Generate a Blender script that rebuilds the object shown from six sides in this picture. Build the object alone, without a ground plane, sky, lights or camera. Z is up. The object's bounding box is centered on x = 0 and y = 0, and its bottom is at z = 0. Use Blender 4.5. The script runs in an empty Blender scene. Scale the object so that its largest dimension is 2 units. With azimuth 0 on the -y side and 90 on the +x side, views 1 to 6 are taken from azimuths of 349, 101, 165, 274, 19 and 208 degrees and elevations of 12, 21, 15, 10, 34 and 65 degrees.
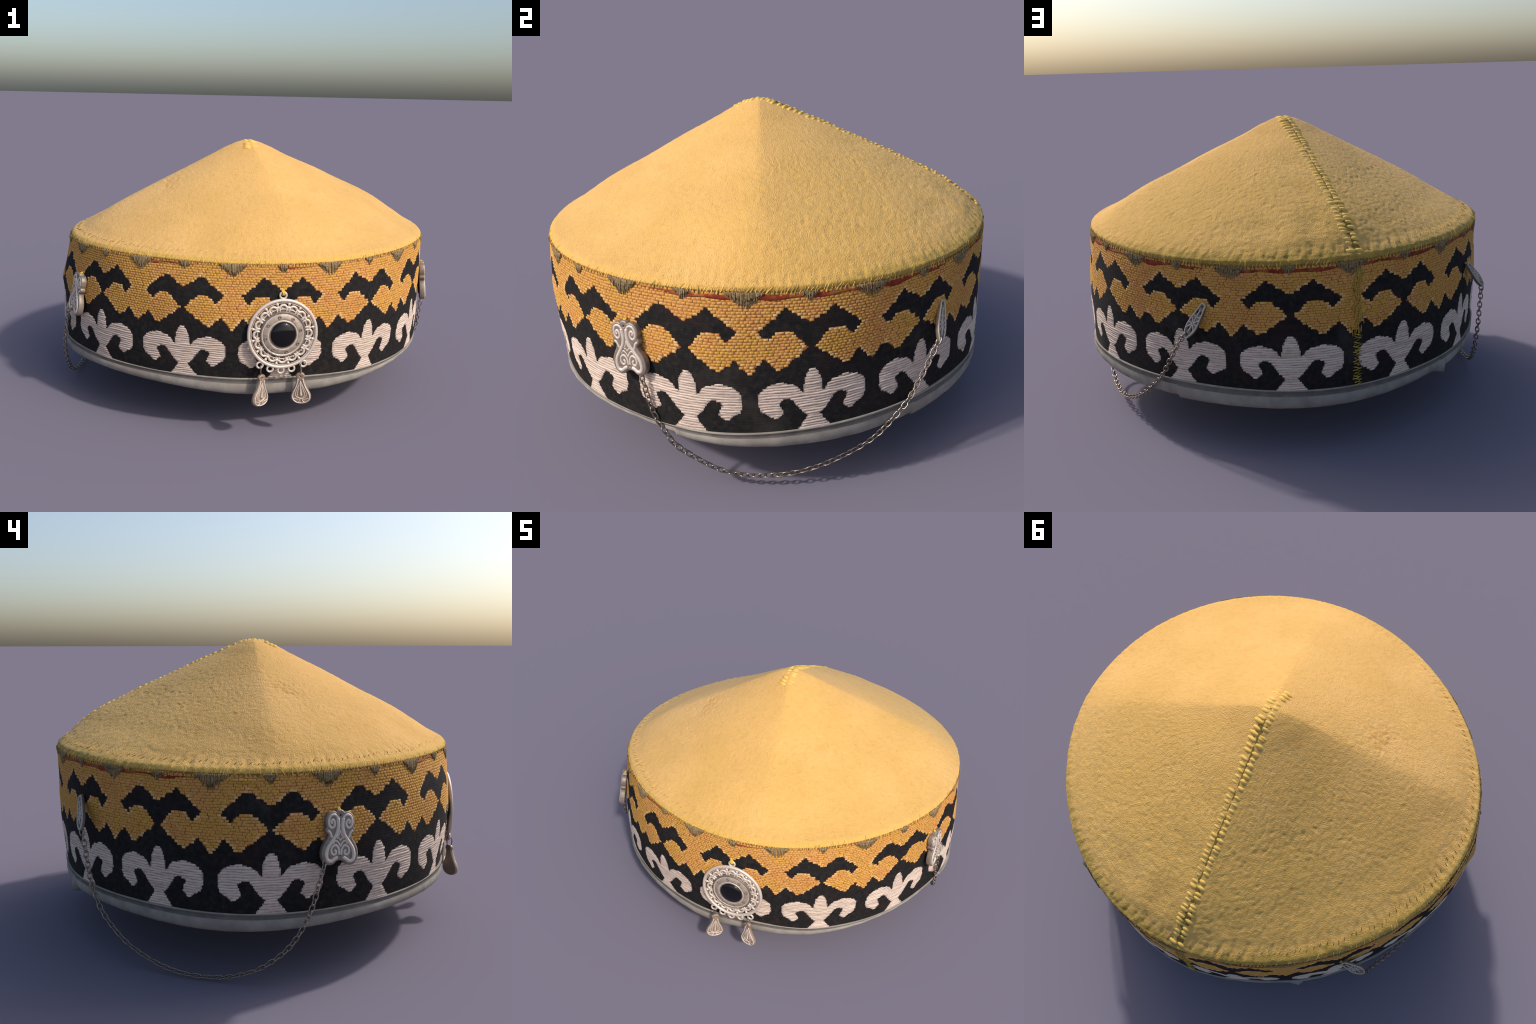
# An embroidered felt skull-cap: four-panel felt crown, woven band with motifs, grey rim tape,
# round silver medallion in front, four silver clasps joined in pairs by two hanging chains.
import bpy, math
import numpy as np
from mathutils import Vector, Matrix, noise

rng = np.random.default_rng(7)
PI = math.pi

# ------------------------------------------------------------------ measured body of the hat
def four(c, th):
    s = c[0] + 0 * th
    for i in range(1, (len(c) + 1) // 2):
        s = s + c[2 * i - 1] * np.cos(i * th) + c[2 * i] * np.sin(i * th)
    return s

# low-order harmonics round the head: heights and radii of the construction lines
Z_SEAM = [.8168, .0041, -.0081, .0031, -.006, .0047, -.0021]
Z_HEM = [.2195, .0073, -.0125, .0144, -.0056, .0034, -.0107, -.0072, -.0022]
Z_TAPE = [.2852, -.0002, -.0021, .0049, .0054]
R_SEAM = [.9331, .0171, .0192, .0108, .0006, -.0076, -.0032, .0071, .0009]
# radius of the cloth at stations round the head: (degrees, middle of band, tape line, hem)
STATIONS = np.array([(-175.7, .983, .986, .978), (-145.6, .942, .943, .940), (-117.6, .926, .907, .902), (-101, .926, .902, .894), (-88, .919, .890, .879),
    (-61.5, .938, .923, .916), (-34.5, .943, .937, .932), (-20, .955, .950, .942), (0, .985, .988, .982), (20, .972, .975, .968), (47, .953, .955, .946),
    (83.3, .956, .952, .942), (109.5, .932, .914, .905), (149.7, .926, .921, .912)])
def around(col, th):
    """periodic smooth curve through the stations"""
    d = np.radians(STATIONS[:, 0]); v = STATIONS[:, col]
    d = np.concatenate([d[-2:] - 2 * PI, d, d[:2] + 2 * PI]); v = np.concatenate([v[-2:], v, v[:2]])
    m = np.gradient(v, d); t = (np.asarray(th, float) + PI) % (2 * PI) - PI
    i = np.clip(np.searchsorted(d, t, side='right') - 1, 0, len(d) - 2); h = d[i + 1] - d[i]; u = (t - d[i]) / h
    return ((1 + 2 * u) * (1 - u) ** 2 * v[i] + u * (1 - u) ** 2 * h * m[i] + u * u * (3 - 2 * u) * v[i + 1] + u * u * (u - 1) * h * m[i + 1])
R_MID, R_TAPE, R_HEM = 1, 2, 3
FULL = [0, .0284, .044, -.0036, .0528]
APEX = np.array([.0039, .0123]); Z_APEX = 1.299
RIDGES = np.radians([10, 91, 189, 278])

G_K = np.array([0, .03, .058, .1, .17, .3, .5, .7, .85, .95, 1.0])
G_R = np.array([1, .9965, .9785, .9450, .9014, .8051, .6015, .386, .2155, .105, 0])

def pchip(xk, yk, x):
    h = np.diff(xk); d = np.diff(yk) / h
    m = np.zeros_like(yk); m[1:-1] = 2 * d[1:] * d[:-1] / (d[1:] + d[:-1]); m[0] = d[0] * .5; m[-1] = d[-1]
    i = np.clip(np.searchsorted(xk, x) - 1, 0, len(h) - 1); t = (x - xk[i]) / h[i]
    return ((1 + 2 * t) * (1 - t) ** 2 * yk[i] + t * (1 - t) ** 2 * h[i] * m[i]
            + t * t * (3 - 2 * t) * yk[i + 1] + t * t * (t - 1) * h[i] * m[i + 1])

def crown_profile(g):
    r = pchip(G_K, G_R, np.clip(g, 0, 1))
    tip = .105 * np.sqrt(np.clip((1 - g) / .05, 0, 1))
    return np.where(g > .95, tip, r)

def panel_flatness(th):
    # 1 on a ridge, .707 in the middle of a panel; the ridge itself a little rounded
    t = (th - RIDGES[0]) % (2 * PI); b = np.append(RIDGES - RIDGES[0], 2 * PI)
    i = np.clip(np.searchsorted(b, t, side='right') - 1, 0, 3)
    f = (t - b[i]) / (b[i + 1] - b[i]) - .5
    a = np.abs(f) * PI / 2
    a = PI / 4 - np.sqrt((PI / 4 - a) ** 2 + .055 ** 2) + .008
    return np.cos(PI / 4) / np.cos(a)

def crown_radius(th, g):
    k = pchip(np.array([0, .1, .25, .45, .7, .95, 1.0]), np.array([0, .08, .27, .37, .43, .55, .55]), np.clip(g, 0, 1))
    gb = np.clip(4 * g * (1 - g), 0, 1)
    mod = 1 + gb * (four(FULL, th))
    return four(R_SEAM, th) * crown_profile(g) * (1 - k + k * panel_flatness(th)) * mod

def band_radius(th, z):
    zs, zt, zr = four(Z_SEAM, th), four(Z_TAPE, th), four(Z_HEM, th)
    Rs, Rm, Rt, Rr = four(R_SEAM, th), around(R_MID, th), around(R_TAPE, th), around(R_HEM, th)
    b = np.clip((z - zt) / (zs - zt), 0, 1.02)
    up = Rt * (1 - b) * (1 - 2 * b) + 4 * Rm * b * (1 - b) + Rs * b * (2 * b - 1)
    a = np.clip((z - zr) / (zt - zr), -.3, 1)
    # slow ripples of the cloth
    rip = .0035 * np.sin(5 * th + 9 * z + 1) * np.sin(7 * z + 2 * th) + .002 * np.sin(13 * th - 6 * z)
    # a small fold on the left side of the hat, and the pulled crease under clasp
    fold = .012 * np.exp(-((th % (2 * PI) - math.radians(184)) / .05) ** 2 - ((z - .585) / .05) ** 2)
    fold2 = .010 * np.exp(-((th % (2 * PI) - math.radians(181)) / .06) ** 2 - ((z - .787) / .010) ** 2)
    return np.where(z > zt, up, Rr + (Rt - Rr) * a) + rip + fold + fold2

def band_xyz(th, f, off=0.0):
    """point on the band: angle (radians), height fraction tape..seam, outward offset"""
    zs, zt = four(Z_SEAM, th), four(Z_TAPE, th)
    z = zt + (zs - zt) * f
    r = band_radius(th, z) + off
    return np.stack([r * np.cos(th), r * np.sin(th), z], -1)

# ------------------------------------------------------------------ mesh helpers
def mesh_object(name, verts, faces, mats, parent=None, smooth=True, mat_index=None):
    me = bpy.data.meshes.new(name)
    verts = np.asarray(verts, dtype=np.float32)
    me.vertices.add(len(verts)); me.vertices.foreach_set("co", verts.ravel())
    if isinstance(faces, np.ndarray):
        n, k = faces.shape
        me.loops.add(n * k); me.loops.foreach_set("vertex_index", faces.astype(np.int32).ravel())
        me.polygons.add(n); me.polygons.foreach_set("loop_start", np.arange(0, n * k, k, dtype=np.int32))
    else:
        me.from_pydata([], [], []) if False else None
        ls, tot = [], 0
        flat = []
        for f in faces:
            ls.append(tot); flat.extend(f); tot += len(f)
        me.loops.add(tot); me.loops.foreach_set("vertex_index", flat)
        me.polygons.add(len(faces)); me.polygons.foreach_set("loop_start", ls)
    for m in (mats if isinstance(mats, (list, tuple)) else [mats]):
        me.materials.append(m)
    if mat_index is not None:
        me.polygons.foreach_set("material_index", np.asarray(mat_index, dtype=np.int32))
    me.update(calc_edges=True); me.validate()
    me.polygons.foreach_set("use_smooth", np.full(len(me.polygons), smooth))
    ob = bpy.data.objects.new(name, me)
    bpy.context.scene.collection.objects.link(ob)
    if parent: ob.parent = parent
    return ob

def grid_faces(nu, nv, wrap_u=True):
    iu = np.arange(nu if wrap_u else nu - 1); jv = np.arange(nv - 1)
    I, J = np.meshgrid(iu, jv, indexing='ij'); I2 = (I + 1) % nu
    return np.stack([I * nv + J, I2 * nv + J, I2 * nv + J + 1, I * nv + J + 1], -1).reshape(-1, 4)

class Soup:
    """collects many little pieces into one mesh"""
    def __init__(s): s.v, s.f, s.m, s.n = [], [], [], 0
    def add(s, v, f, m=0):
        v = np.asarray(v, float).reshape(-1, 3); f = np.asarray(f)
        s.v.append(v); s.f.append(f + s.n); s.n += len(v); s.m.append(np.full(len(f), m))
    def tube(s, pts, rad, sides=6, m=0, closed=False, flat=None):
        P = np.asarray(pts, float); n = len(P)
        rad = np.broadcast_to(rad, (n,))
        T = (np.roll(P, -1, 0) - np.roll(P, 1, 0)) if closed else np.gradient(P, axis=0)
        T /= np.linalg.norm(T, axis=1)[:, None] + 1e-12
        up = np.array([0, 0, 1.0]) if flat is None else np.asarray(flat, float)
        A = np.cross(T, up); bad = np.linalg.norm(A, axis=1) < 1e-3
        A[bad] = np.cross(T[bad], [1.0, .3, 0]); A /= np.linalg.norm(A, axis=1)[:, None]
        B = np.cross(A, T)
        a = np.arange(sides) * 2 * PI / sides
        V = P[:, None] + rad[:, None, None] * (np.cos(a)[None, :, None] * A[:, None] + np.sin(a)[None, :, None] * B[:, None])
        rows = n if closed else n - 1
        I, J = np.meshgrid(np.arange(rows), np.arange(sides), indexing='ij'); I2 = (I + 1) % n; J2 = (J + 1) % sides
        F = np.stack([I * sides + J, I2 * sides + J, I2 * sides + J2, I * sides + J2], -1).reshape(-1, 4)
        V = V.reshape(-1, 3)
        if not closed:     # pull the ends to a point
            V = np.vstack([V, P[0] - T[0] * rad[0] * .6, P[-1] + T[-1] * rad[-1] * .6])
            k = np.arange(sides); k2 = (k + 1) % sides
            c0 = np.full(sides, n * sides); c1 = c0 + 1; b = (n - 1) * sides
            F = np.vstack([F, np.stack([c0, k, k2, c0], -1)[:, [0, 1, 2, 2]], np.stack([c1, b + k2, b + k, c1], -1)[:, [0, 1, 2, 2]]])
        s.add(V, F, m)
    def make(s, name, mats, parent, smooth=True):
        v = np.vstack(s.v); f = np.vstack(s.f); m = np.concatenate(s.m)
        faces = [tuple(q[:3]) if q[2] == q[3] else tuple(q) for q in f.tolist()]
        return mesh_object(name, v, faces, mats, parent, smooth, m)

def spline(pts, n):
    P = np.asarray(pts, float); d = np.linalg.norm(np.diff(P, axis=0), axis=1) ** .5
    t = np.concatenate([[0], np.cumsum(d)]); q = np.linspace(0, t[-1], n)
    M = np.gradient(P, t, axis=0)
    i = np.clip(np.searchsorted(t, q, side='right') - 1, 0, len(P) - 2)
    h = (t[i + 1] - t[i])[:, None]; u = ((q - t[i])[:, None]) / h
    return ((1 + 2 * u) * (1 - u) ** 2 * P[i] + u * (1 - u) ** 2 * h * M[i] + u * u * (3 - 2 * u) * P[i + 1] + u * u * (u - 1) * h * M[i + 1])

def value_noise(P, scale, seed=0.0):
    off = Vector((seed * 3.7, seed * 1.9, seed * 5.3))
    return np.array([noise.noise(Vector(p) * scale + off) for p in P])

def shape2d(name, outline, holes, depth, bevel, mat, parent, res=8):
    """a plate cut from sheet: closed smooth outline with holes, in its own XY plane"""
    cu = bpy.data.curves.new(name, 'CURVE'); cu.dimensions = '2D'; cu.fill_mode = 'BOTH'
    cu.extrude = depth / 2; cu.bevel_depth = bevel; cu.bevel_resolution = 2; cu.resolution_u = res
    for loop in [outline] + holes:
        sp = cu.splines.new('BEZIER'); sp.bezier_points.add(len(loop) - 1); sp.use_cyclic_u = True
        for bp, (x, y) in zip(sp.bezier_points, loop):
            bp.co = (x, y, 0); bp.handle_left_type = bp.handle_right_type = 'AUTO'
    tmp = bpy.data.objects.new(name + "_helper", cu); bpy.context.scene.collection.objects.link(tmp)
    dg = bpy.context.evaluated_depsgraph_get()
    me = bpy.data.meshes.new_from_object(tmp.evaluated_get(dg))
    me.name = name; me.materials.clear(); me.materials.append(mat)
    bpy.data.objects.remove(tmp); bpy.data.curves.remove(cu)
    me.polygons.foreach_set("use_smooth", np.full(len(me.polygons), True))
    me.set_sharp_from_angle(angle=math.radians(40))
    ob = bpy.data.objects.new(name, me); bpy.context.scene.collection.objects.link(ob); ob.parent = parent
    return ob

def circle(cx, cy, rx, ry=None, n=8):
    ry = ry or rx
    return [(cx + rx * math.cos(a * 2 * PI / n), cy + ry * math.sin(a * 2 * PI / n)) for a in range(n)]

# ------------------------------------------------------------------ materials
def srgb(r, g, b):
    f = lambda c: (c / 12.92 if c <= .04045 else ((c + .055) / 1.055) ** 2.4)
    return (f(r / 255), f(g / 255), f(b / 255), 1)

class Mat:
    def __init__(s, name, rough=.8, metal=0.0, spec=.3):
        s.m = bpy.data.materials.new(name); s.m.use_nodes = True
        s.t = s.m.node_tree; s.b = s.t.nodes["Principled BSDF"]
        s.b.inputs["Roughness"].default_value = rough; s.b.inputs["Metallic"].default_value = metal
        s.b.inputs["Specular IOR Level"].default_value = spec
        s.co = s.t.nodes.new("ShaderNodeTexCoord").outputs["Object"]
    def n(s, kind, **kw):
        x = s.t.nodes.new("ShaderNode" + kind)
        for k, v in kw.items(): setattr(x, k, v)
        return x
    def l(s, a, b): s.t.links.new(a, b)
    def mapping(s, scale, rot=(0, 0, 0)):
        m = s.n("Mapping"); m.inputs["Scale"].default_value = scale; m.inputs["Rotation"].default_value = rot
        s.l(s.co, m.inputs["Vector"]); return m.outputs[0]
    def noise(s, scale, detail=3, rough=.55, vec=None, dist=0):
        x = s.n("TexNoise"); x.inputs["Scale"].default_value = scale; x.inputs["Detail"].default_value = detail
        x.inputs["Roughness"].default_value = rough; x.inputs["Distortion"].default_value = dist
        s.l(vec or s.co, x.inputs["Vector"]); return x.outputs["Fac"]
    def ramp(s, fac, stops):
        r = s.n("ValToRGB"); e = r.color_ramp.elements
        while len(e) < len(stops): e.new(.5)
        for q, (p, c) in zip(e, stops): q.position = p; q.color = c
        s.l(fac, r.inputs[0]); return r.outputs[0]
    def rng(s, v, a, b, c=0.0, d=1.0):
        r = s.n("MapRange"); r.interpolation_type = 'SMOOTHSTEP'
        for i, q in enumerate((a, b, c, d)): r.inputs[1 + i].default_value = q
        s.l(v, r.inputs[0]); return r.outputs[0]
    def math(s, op, a, b=None):
        m = s.n("Math"); m.operation = op
        for i, q in enumerate((a, b)):
            if q is None: continue
            if isinstance(q, (int, float)): m.inputs[i].default_value = q
            else: s.l(q, m.inputs[i])
        return m.outputs[0]
    def mix(s, fac, a, b, mode='MIX'):
        m = s.n("Mix"); m.data_type = 'RGBA'; m.blend_type = mode
        for sock, q in ((m.inputs[0], fac), (m.inputs[6], a), (m.inputs[7], b)):
            if isinstance(q, (int, float)): sock.default_value = q
            elif isinstance(q, tuple): sock.default_value = q
            else: s.l(q, sock)
        return m.outputs[2]
    def spot(s, p, r):
        d = s.n("VectorMath"); d.operation = 'DISTANCE'; d.inputs[1].default_value = p; s.l(s.co, d.inputs[0])
        return s.rng(d.outputs["Value"], r, r * .2)
    def z(s):
        x = s.n("SeparateXYZ"); s.l(s.co, x.inputs[0]); return x.outputs
    def bump(s, h, dist, strength=1.0):
        b = s.n("Bump"); b.inputs["Distance"].default_value = dist; b.inputs["Strength"].default_value = strength
        s.l(h, b.inputs["Height"]); s.l(b.outputs[0], s.b.inputs["Normal"])
    def color(s, c):
        if isinstance(c, tuple): s.b.inputs["Base Color"].default_value = c
        else: s.l(c, s.b.inputs["Base Color"])
        return s.m

def felt_material():
    M = Mat("crown_felt", .95, 0, .12)
    big = M.noise(3.2, 4, .6); fine = M.noise(38, 4, .65)
    c = M.ramp(big, [(.3, srgb(216, 168, 92)), (.55, srgb(225, 176, 101)), (.75, srgb(230, 181, 110))])
    c = M.mix(M.rng(fine, .45, .8, 0, .45), c, srgb(196, 150, 78))
    wisps = M.noise(16, 5, .7, M.mapping((1, 1, 2.2)), 1.2)
    c = M.mix(M.rng(wisps, .56, .74, 0, .3), c, srgb(200, 156, 76))
    yy = M.math('ADD', M.z()[1], M.math('MULTIPLY', M.math('SUBTRACT', M.noise(5, 3), .5), .5))  # rear panels tinted darker and mottled: baked shading painted into the felt
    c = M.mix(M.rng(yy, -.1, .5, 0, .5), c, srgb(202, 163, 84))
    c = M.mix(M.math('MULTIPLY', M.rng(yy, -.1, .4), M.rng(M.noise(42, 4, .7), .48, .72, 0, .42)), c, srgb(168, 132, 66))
    def on_crown(deg, g):
        t = np.array([math.radians(deg)]); r = float(crown_radius(t, np.array([g]))[0]); z0 = float(four(Z_SEAM, t)[0])
        return (r * math.cos(t[0]) + APEX[0] * g, r * math.sin(t[0]) + APEX[1] * g, z0 + (Z_APEX - z0) * g)
    for deg, g, r, a in ((-52, .51, .055, .8), (-46, .54, .05, .5), (-158, .56, .065, 1.0), (-152, .52, .05, .8), (-163, .60, .05, .8), (-133, .24, .06, .6), (-128, .27, .045, .6),
                         (-110, .88, .13, .45), (-100, .35, .10, .3), (-20, .3, .09, .25), (172, .9, .10, .45)):
        c = M.mix(M.math('MULTIPLY', M.spot(on_crown(deg, g), r), M.math('MULTIPLY', M.rng(M.noise(26, 3), .25, .65), a * .45)), c, srgb(200, 148, 74))
    # the turned edge is tinted yellow; the darker olive at the rear is painted shade
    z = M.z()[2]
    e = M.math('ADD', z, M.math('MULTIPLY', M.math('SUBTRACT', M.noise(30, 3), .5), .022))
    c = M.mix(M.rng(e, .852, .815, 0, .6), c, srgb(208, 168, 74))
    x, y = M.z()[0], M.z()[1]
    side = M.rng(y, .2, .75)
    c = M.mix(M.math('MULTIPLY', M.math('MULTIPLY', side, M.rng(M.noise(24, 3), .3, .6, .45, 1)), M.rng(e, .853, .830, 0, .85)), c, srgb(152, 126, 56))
    h = M.math('ADD', M.math('MULTIPLY', M.noise(75, 5, .75), .7), M.noise(210, 2, .6))
    M.bump(h, .006, .8)
    M.b.inputs["Sheen Weight"].default_value = .15
    return M.color(c)

def band_base_material():
    M = Mat("black_ground_weave", .9, 0, .15)
    z = M.z()
    f1 = M.noise(55, 3); f2 = M.noise(8, 3)
    c = M.ramp(f1, [(.25, srgb(20, 19, 20)), (.55, srgb(34, 32, 31)), (.85, srgb(54, 47, 44))])
    c = M.mix(M.rng(f2, .48, .72, 0, .5), c, srgb(46, 32, 30))
    c = M.mix(M.rng(M.noise(3.4, 4, .65), .56, .74, 0, .5), c, srgb(66, 60, 56))
    w = M.n("TexWave"); w.wave_type = 'BANDS'; w.bands_direction = 'Z'; w.inputs["Scale"].default_value = 30; w.inputs["Distortion"].default_value = .6
    M.l(M.co, w.inputs["Vector"])
    M.bump(M.math('ADD', M.math('MULTIPLY', w.outputs["Fac"], .25), M.noise(120, 3)), .002, .5)
    return M.color(c)

def simple_cloth(name, lo, hi, scale=70, rough=.85, bump=.0015, extra=None):
    M = Mat(name, rough, 0, .2)
    c = M.ramp(M.noise(scale, 3, .6), [(.3, lo), (.7, hi)])
    if extra: c = M.mix(M.rng(M.noise(extra[0], 2), extra[1], extra[2], 0, extra[3]), c, extra[4])
    M.bump(M.noise(260, 2), bump, .6)
    return M.color(c)

def gold_material(name, cols, amt=1):
    M = Mat(name, .8, 0, .25)
    c = M.ramp(M.noise(6.5, 4, .7), [(.28, cols[0]), (.45, cols[1]), (.6, cols[2]), (.78, cols[3])])
    cell = M.noise(85, 1, .5)
    c = M.mix(M.rng(cell, .42, .75, 0, .55), c, cols[4]); c = M.mix(M.rng(M.noise(74, 1), .55, .8, 0, .6), c, cols[5])
    c = M.mix(M.rng(M.noise(110, 2), .60, .72, 0, .55 * amt), c, srgb(150, 84, 48))
    c = M.mix(M.rng(M.noise(11, 4, .7), .52, .70, 0, .45 * amt), c, srgb(176, 138, 54))
    M.bump(M.noise(300, 2), .0016, .6)
    return M.color(c)

def metal_material(name, dark, mid, light, rough=.5, metal=.35, scale=60):
    M = Mat(name, rough, metal, .4)
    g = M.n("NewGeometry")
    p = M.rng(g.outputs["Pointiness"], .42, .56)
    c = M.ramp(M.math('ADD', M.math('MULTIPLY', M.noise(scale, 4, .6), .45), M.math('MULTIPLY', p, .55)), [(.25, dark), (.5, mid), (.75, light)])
    M.bump(M.noise(120, 3), .0012, .35)
    return M.color(c)

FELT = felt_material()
BLACK = band_base_material()
BROWN = simple_cloth("brown_backing_weave", srgb(132, 80, 42), srgb(164, 106, 58), 40)
GOLD = gold_material("gold_yarn", [srgb(194, 126, 68), srgb(204, 146, 76), srgb(200, 150, 62), srgb(204, 136, 86), srgb(186, 142, 66), srgb(220, 168, 118)])
GOLD_EDGE = gold_material("pale_gold_yarn", [srgb(206, 160, 112), srgb(210, 164, 96), srgb(212, 168, 110), srgb(208, 160, 132), srgb(214, 176, 118), srgb(220, 184, 150)])
CREAM = simple_cloth("cream_backing", srgb(150, 132, 122), srgb(176, 156, 144), 60)
DARK_EDGE = simple_cloth("brown_black_fringe", srgb(30, 22, 20), srgb(48, 28, 24), 40)
def white_material():
    M = Mat("white_yarn", .82, 0, .2)
    rows = M.noise(1, 2, .6, M.mapping((5, 5, 105)))
    c = M.ramp(M.math('ADD', M.math('MULTIPLY', rows, .7), M.math('MULTIPLY', M.noise(60, 3), .3)), [(.32, srgb(176, 154, 138)), (.5, srgb(206, 185, 169)), (.68, srgb(220, 200, 186))])
    c = M.mix(M.rng(M.noise(8, 3), .5, .8, 0, .45), c, srgb(196, 178, 150))
    M.bump(M.math('ADD', M.noise(240, 2), M.math('MULTIPLY', M.noise(1, 3, .6, M.mapping((22, 22, 150))), .8)), .0022, .7)
    return M.color(c)
WHITE = white_material()
GREY_TUFT = simple_cloth("grey_green_yarn", srgb(104, 86, 58), srgb(168, 142, 106), 130, .9, .002, (60, .5, .7, .7, srgb(110, 100, 62)))
RED = simple_cloth("red_cord", srgb(104, 36, 22), srgb(146, 58, 34), 30, .8, .002, (22, .45, .65, .75, srgb(150, 92, 48)))
YELLOW = simple_cloth("yellow_thread", srgb(188, 148, 46), srgb(226, 186, 84), 60, .7)
SEAM_TINT = simple_cloth('ochre_yellow_thread', srgb(164, 126, 50), srgb(198, 158, 74), 60, .9)
SEAM_YELLOW = simple_cloth("pale_yellow_seam_thread", srgb(214, 172, 82), srgb(236, 194, 106), 50, .85)
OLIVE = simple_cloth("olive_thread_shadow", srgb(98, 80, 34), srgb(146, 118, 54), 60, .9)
EDGE_YELLOW = simple_cloth('felt_yellow_thread', srgb(206, 164, 76), srgb(226, 182, 98), 50, .9)
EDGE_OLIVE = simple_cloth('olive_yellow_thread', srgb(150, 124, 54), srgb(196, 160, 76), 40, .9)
DENT_DARK = simple_cloth("dent_shade", srgb(98, 80, 40), srgb(128, 104, 54), 60, .95)
LIME = simple_cloth("yellow_green_thread", srgb(150, 132, 50), srgb(196, 172, 84), 50, .8)
TAPE = simple_cloth("grey_rim_tape", srgb(124, 118, 110), srgb(154, 146, 136), 12, .75, .0015, (5, .5, .75, .5, srgb(138, 124, 112)))
TAPE_DARK = simple_cloth("dark_tape_groove", srgb(92, 86, 80), srgb(112, 106, 100), 20, .8)
LINING = simple_cloth("dark_lining_cloth", srgb(60, 56, 54), srgb(84, 78, 72), 20, .95)
SILVER = metal_material("aged_silver", srgb(112, 99, 88), srgb(176, 160, 146), srgb(212, 196, 181))
SILVER_DARK = metal_material("silver_patina_shade", srgb(62, 54, 47), srgb(98, 87, 77), srgb(134, 120, 108))  # patina, plus recess shade painted in like ambient occlusion
SILVER_MID = metal_material('tarnished_shade_silver', srgb(62, 54, 47), srgb(102, 91, 81), srgb(144, 130, 118))  # tarnish plus shade between the ridges, put into the clasp plate colour
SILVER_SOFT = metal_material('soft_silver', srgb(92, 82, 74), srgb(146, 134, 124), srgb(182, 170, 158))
PENDANT = metal_material("warm_silver", srgb(72, 56, 46), srgb(122, 101, 86), srgb(160, 138, 120))
STEEL = metal_material("dark_chain_steel", srgb(58, 50, 44), srgb(104, 92, 82), srgb(150, 136, 124), .32, .85)
STONE = Mat("black_cabochon", .05, 0, .35).color(srgb(16, 15, 18))

# ------------------------------------------------------------------ the hat
hat = bpy.data.objects.new("embroidered_felt_hat", None); bpy.context.scene.collection.objects.link(hat)
hat["label"] = "yellow felt cap with woven patterned band, silver medallion and chains"
hat["category"] = "hat"

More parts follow.
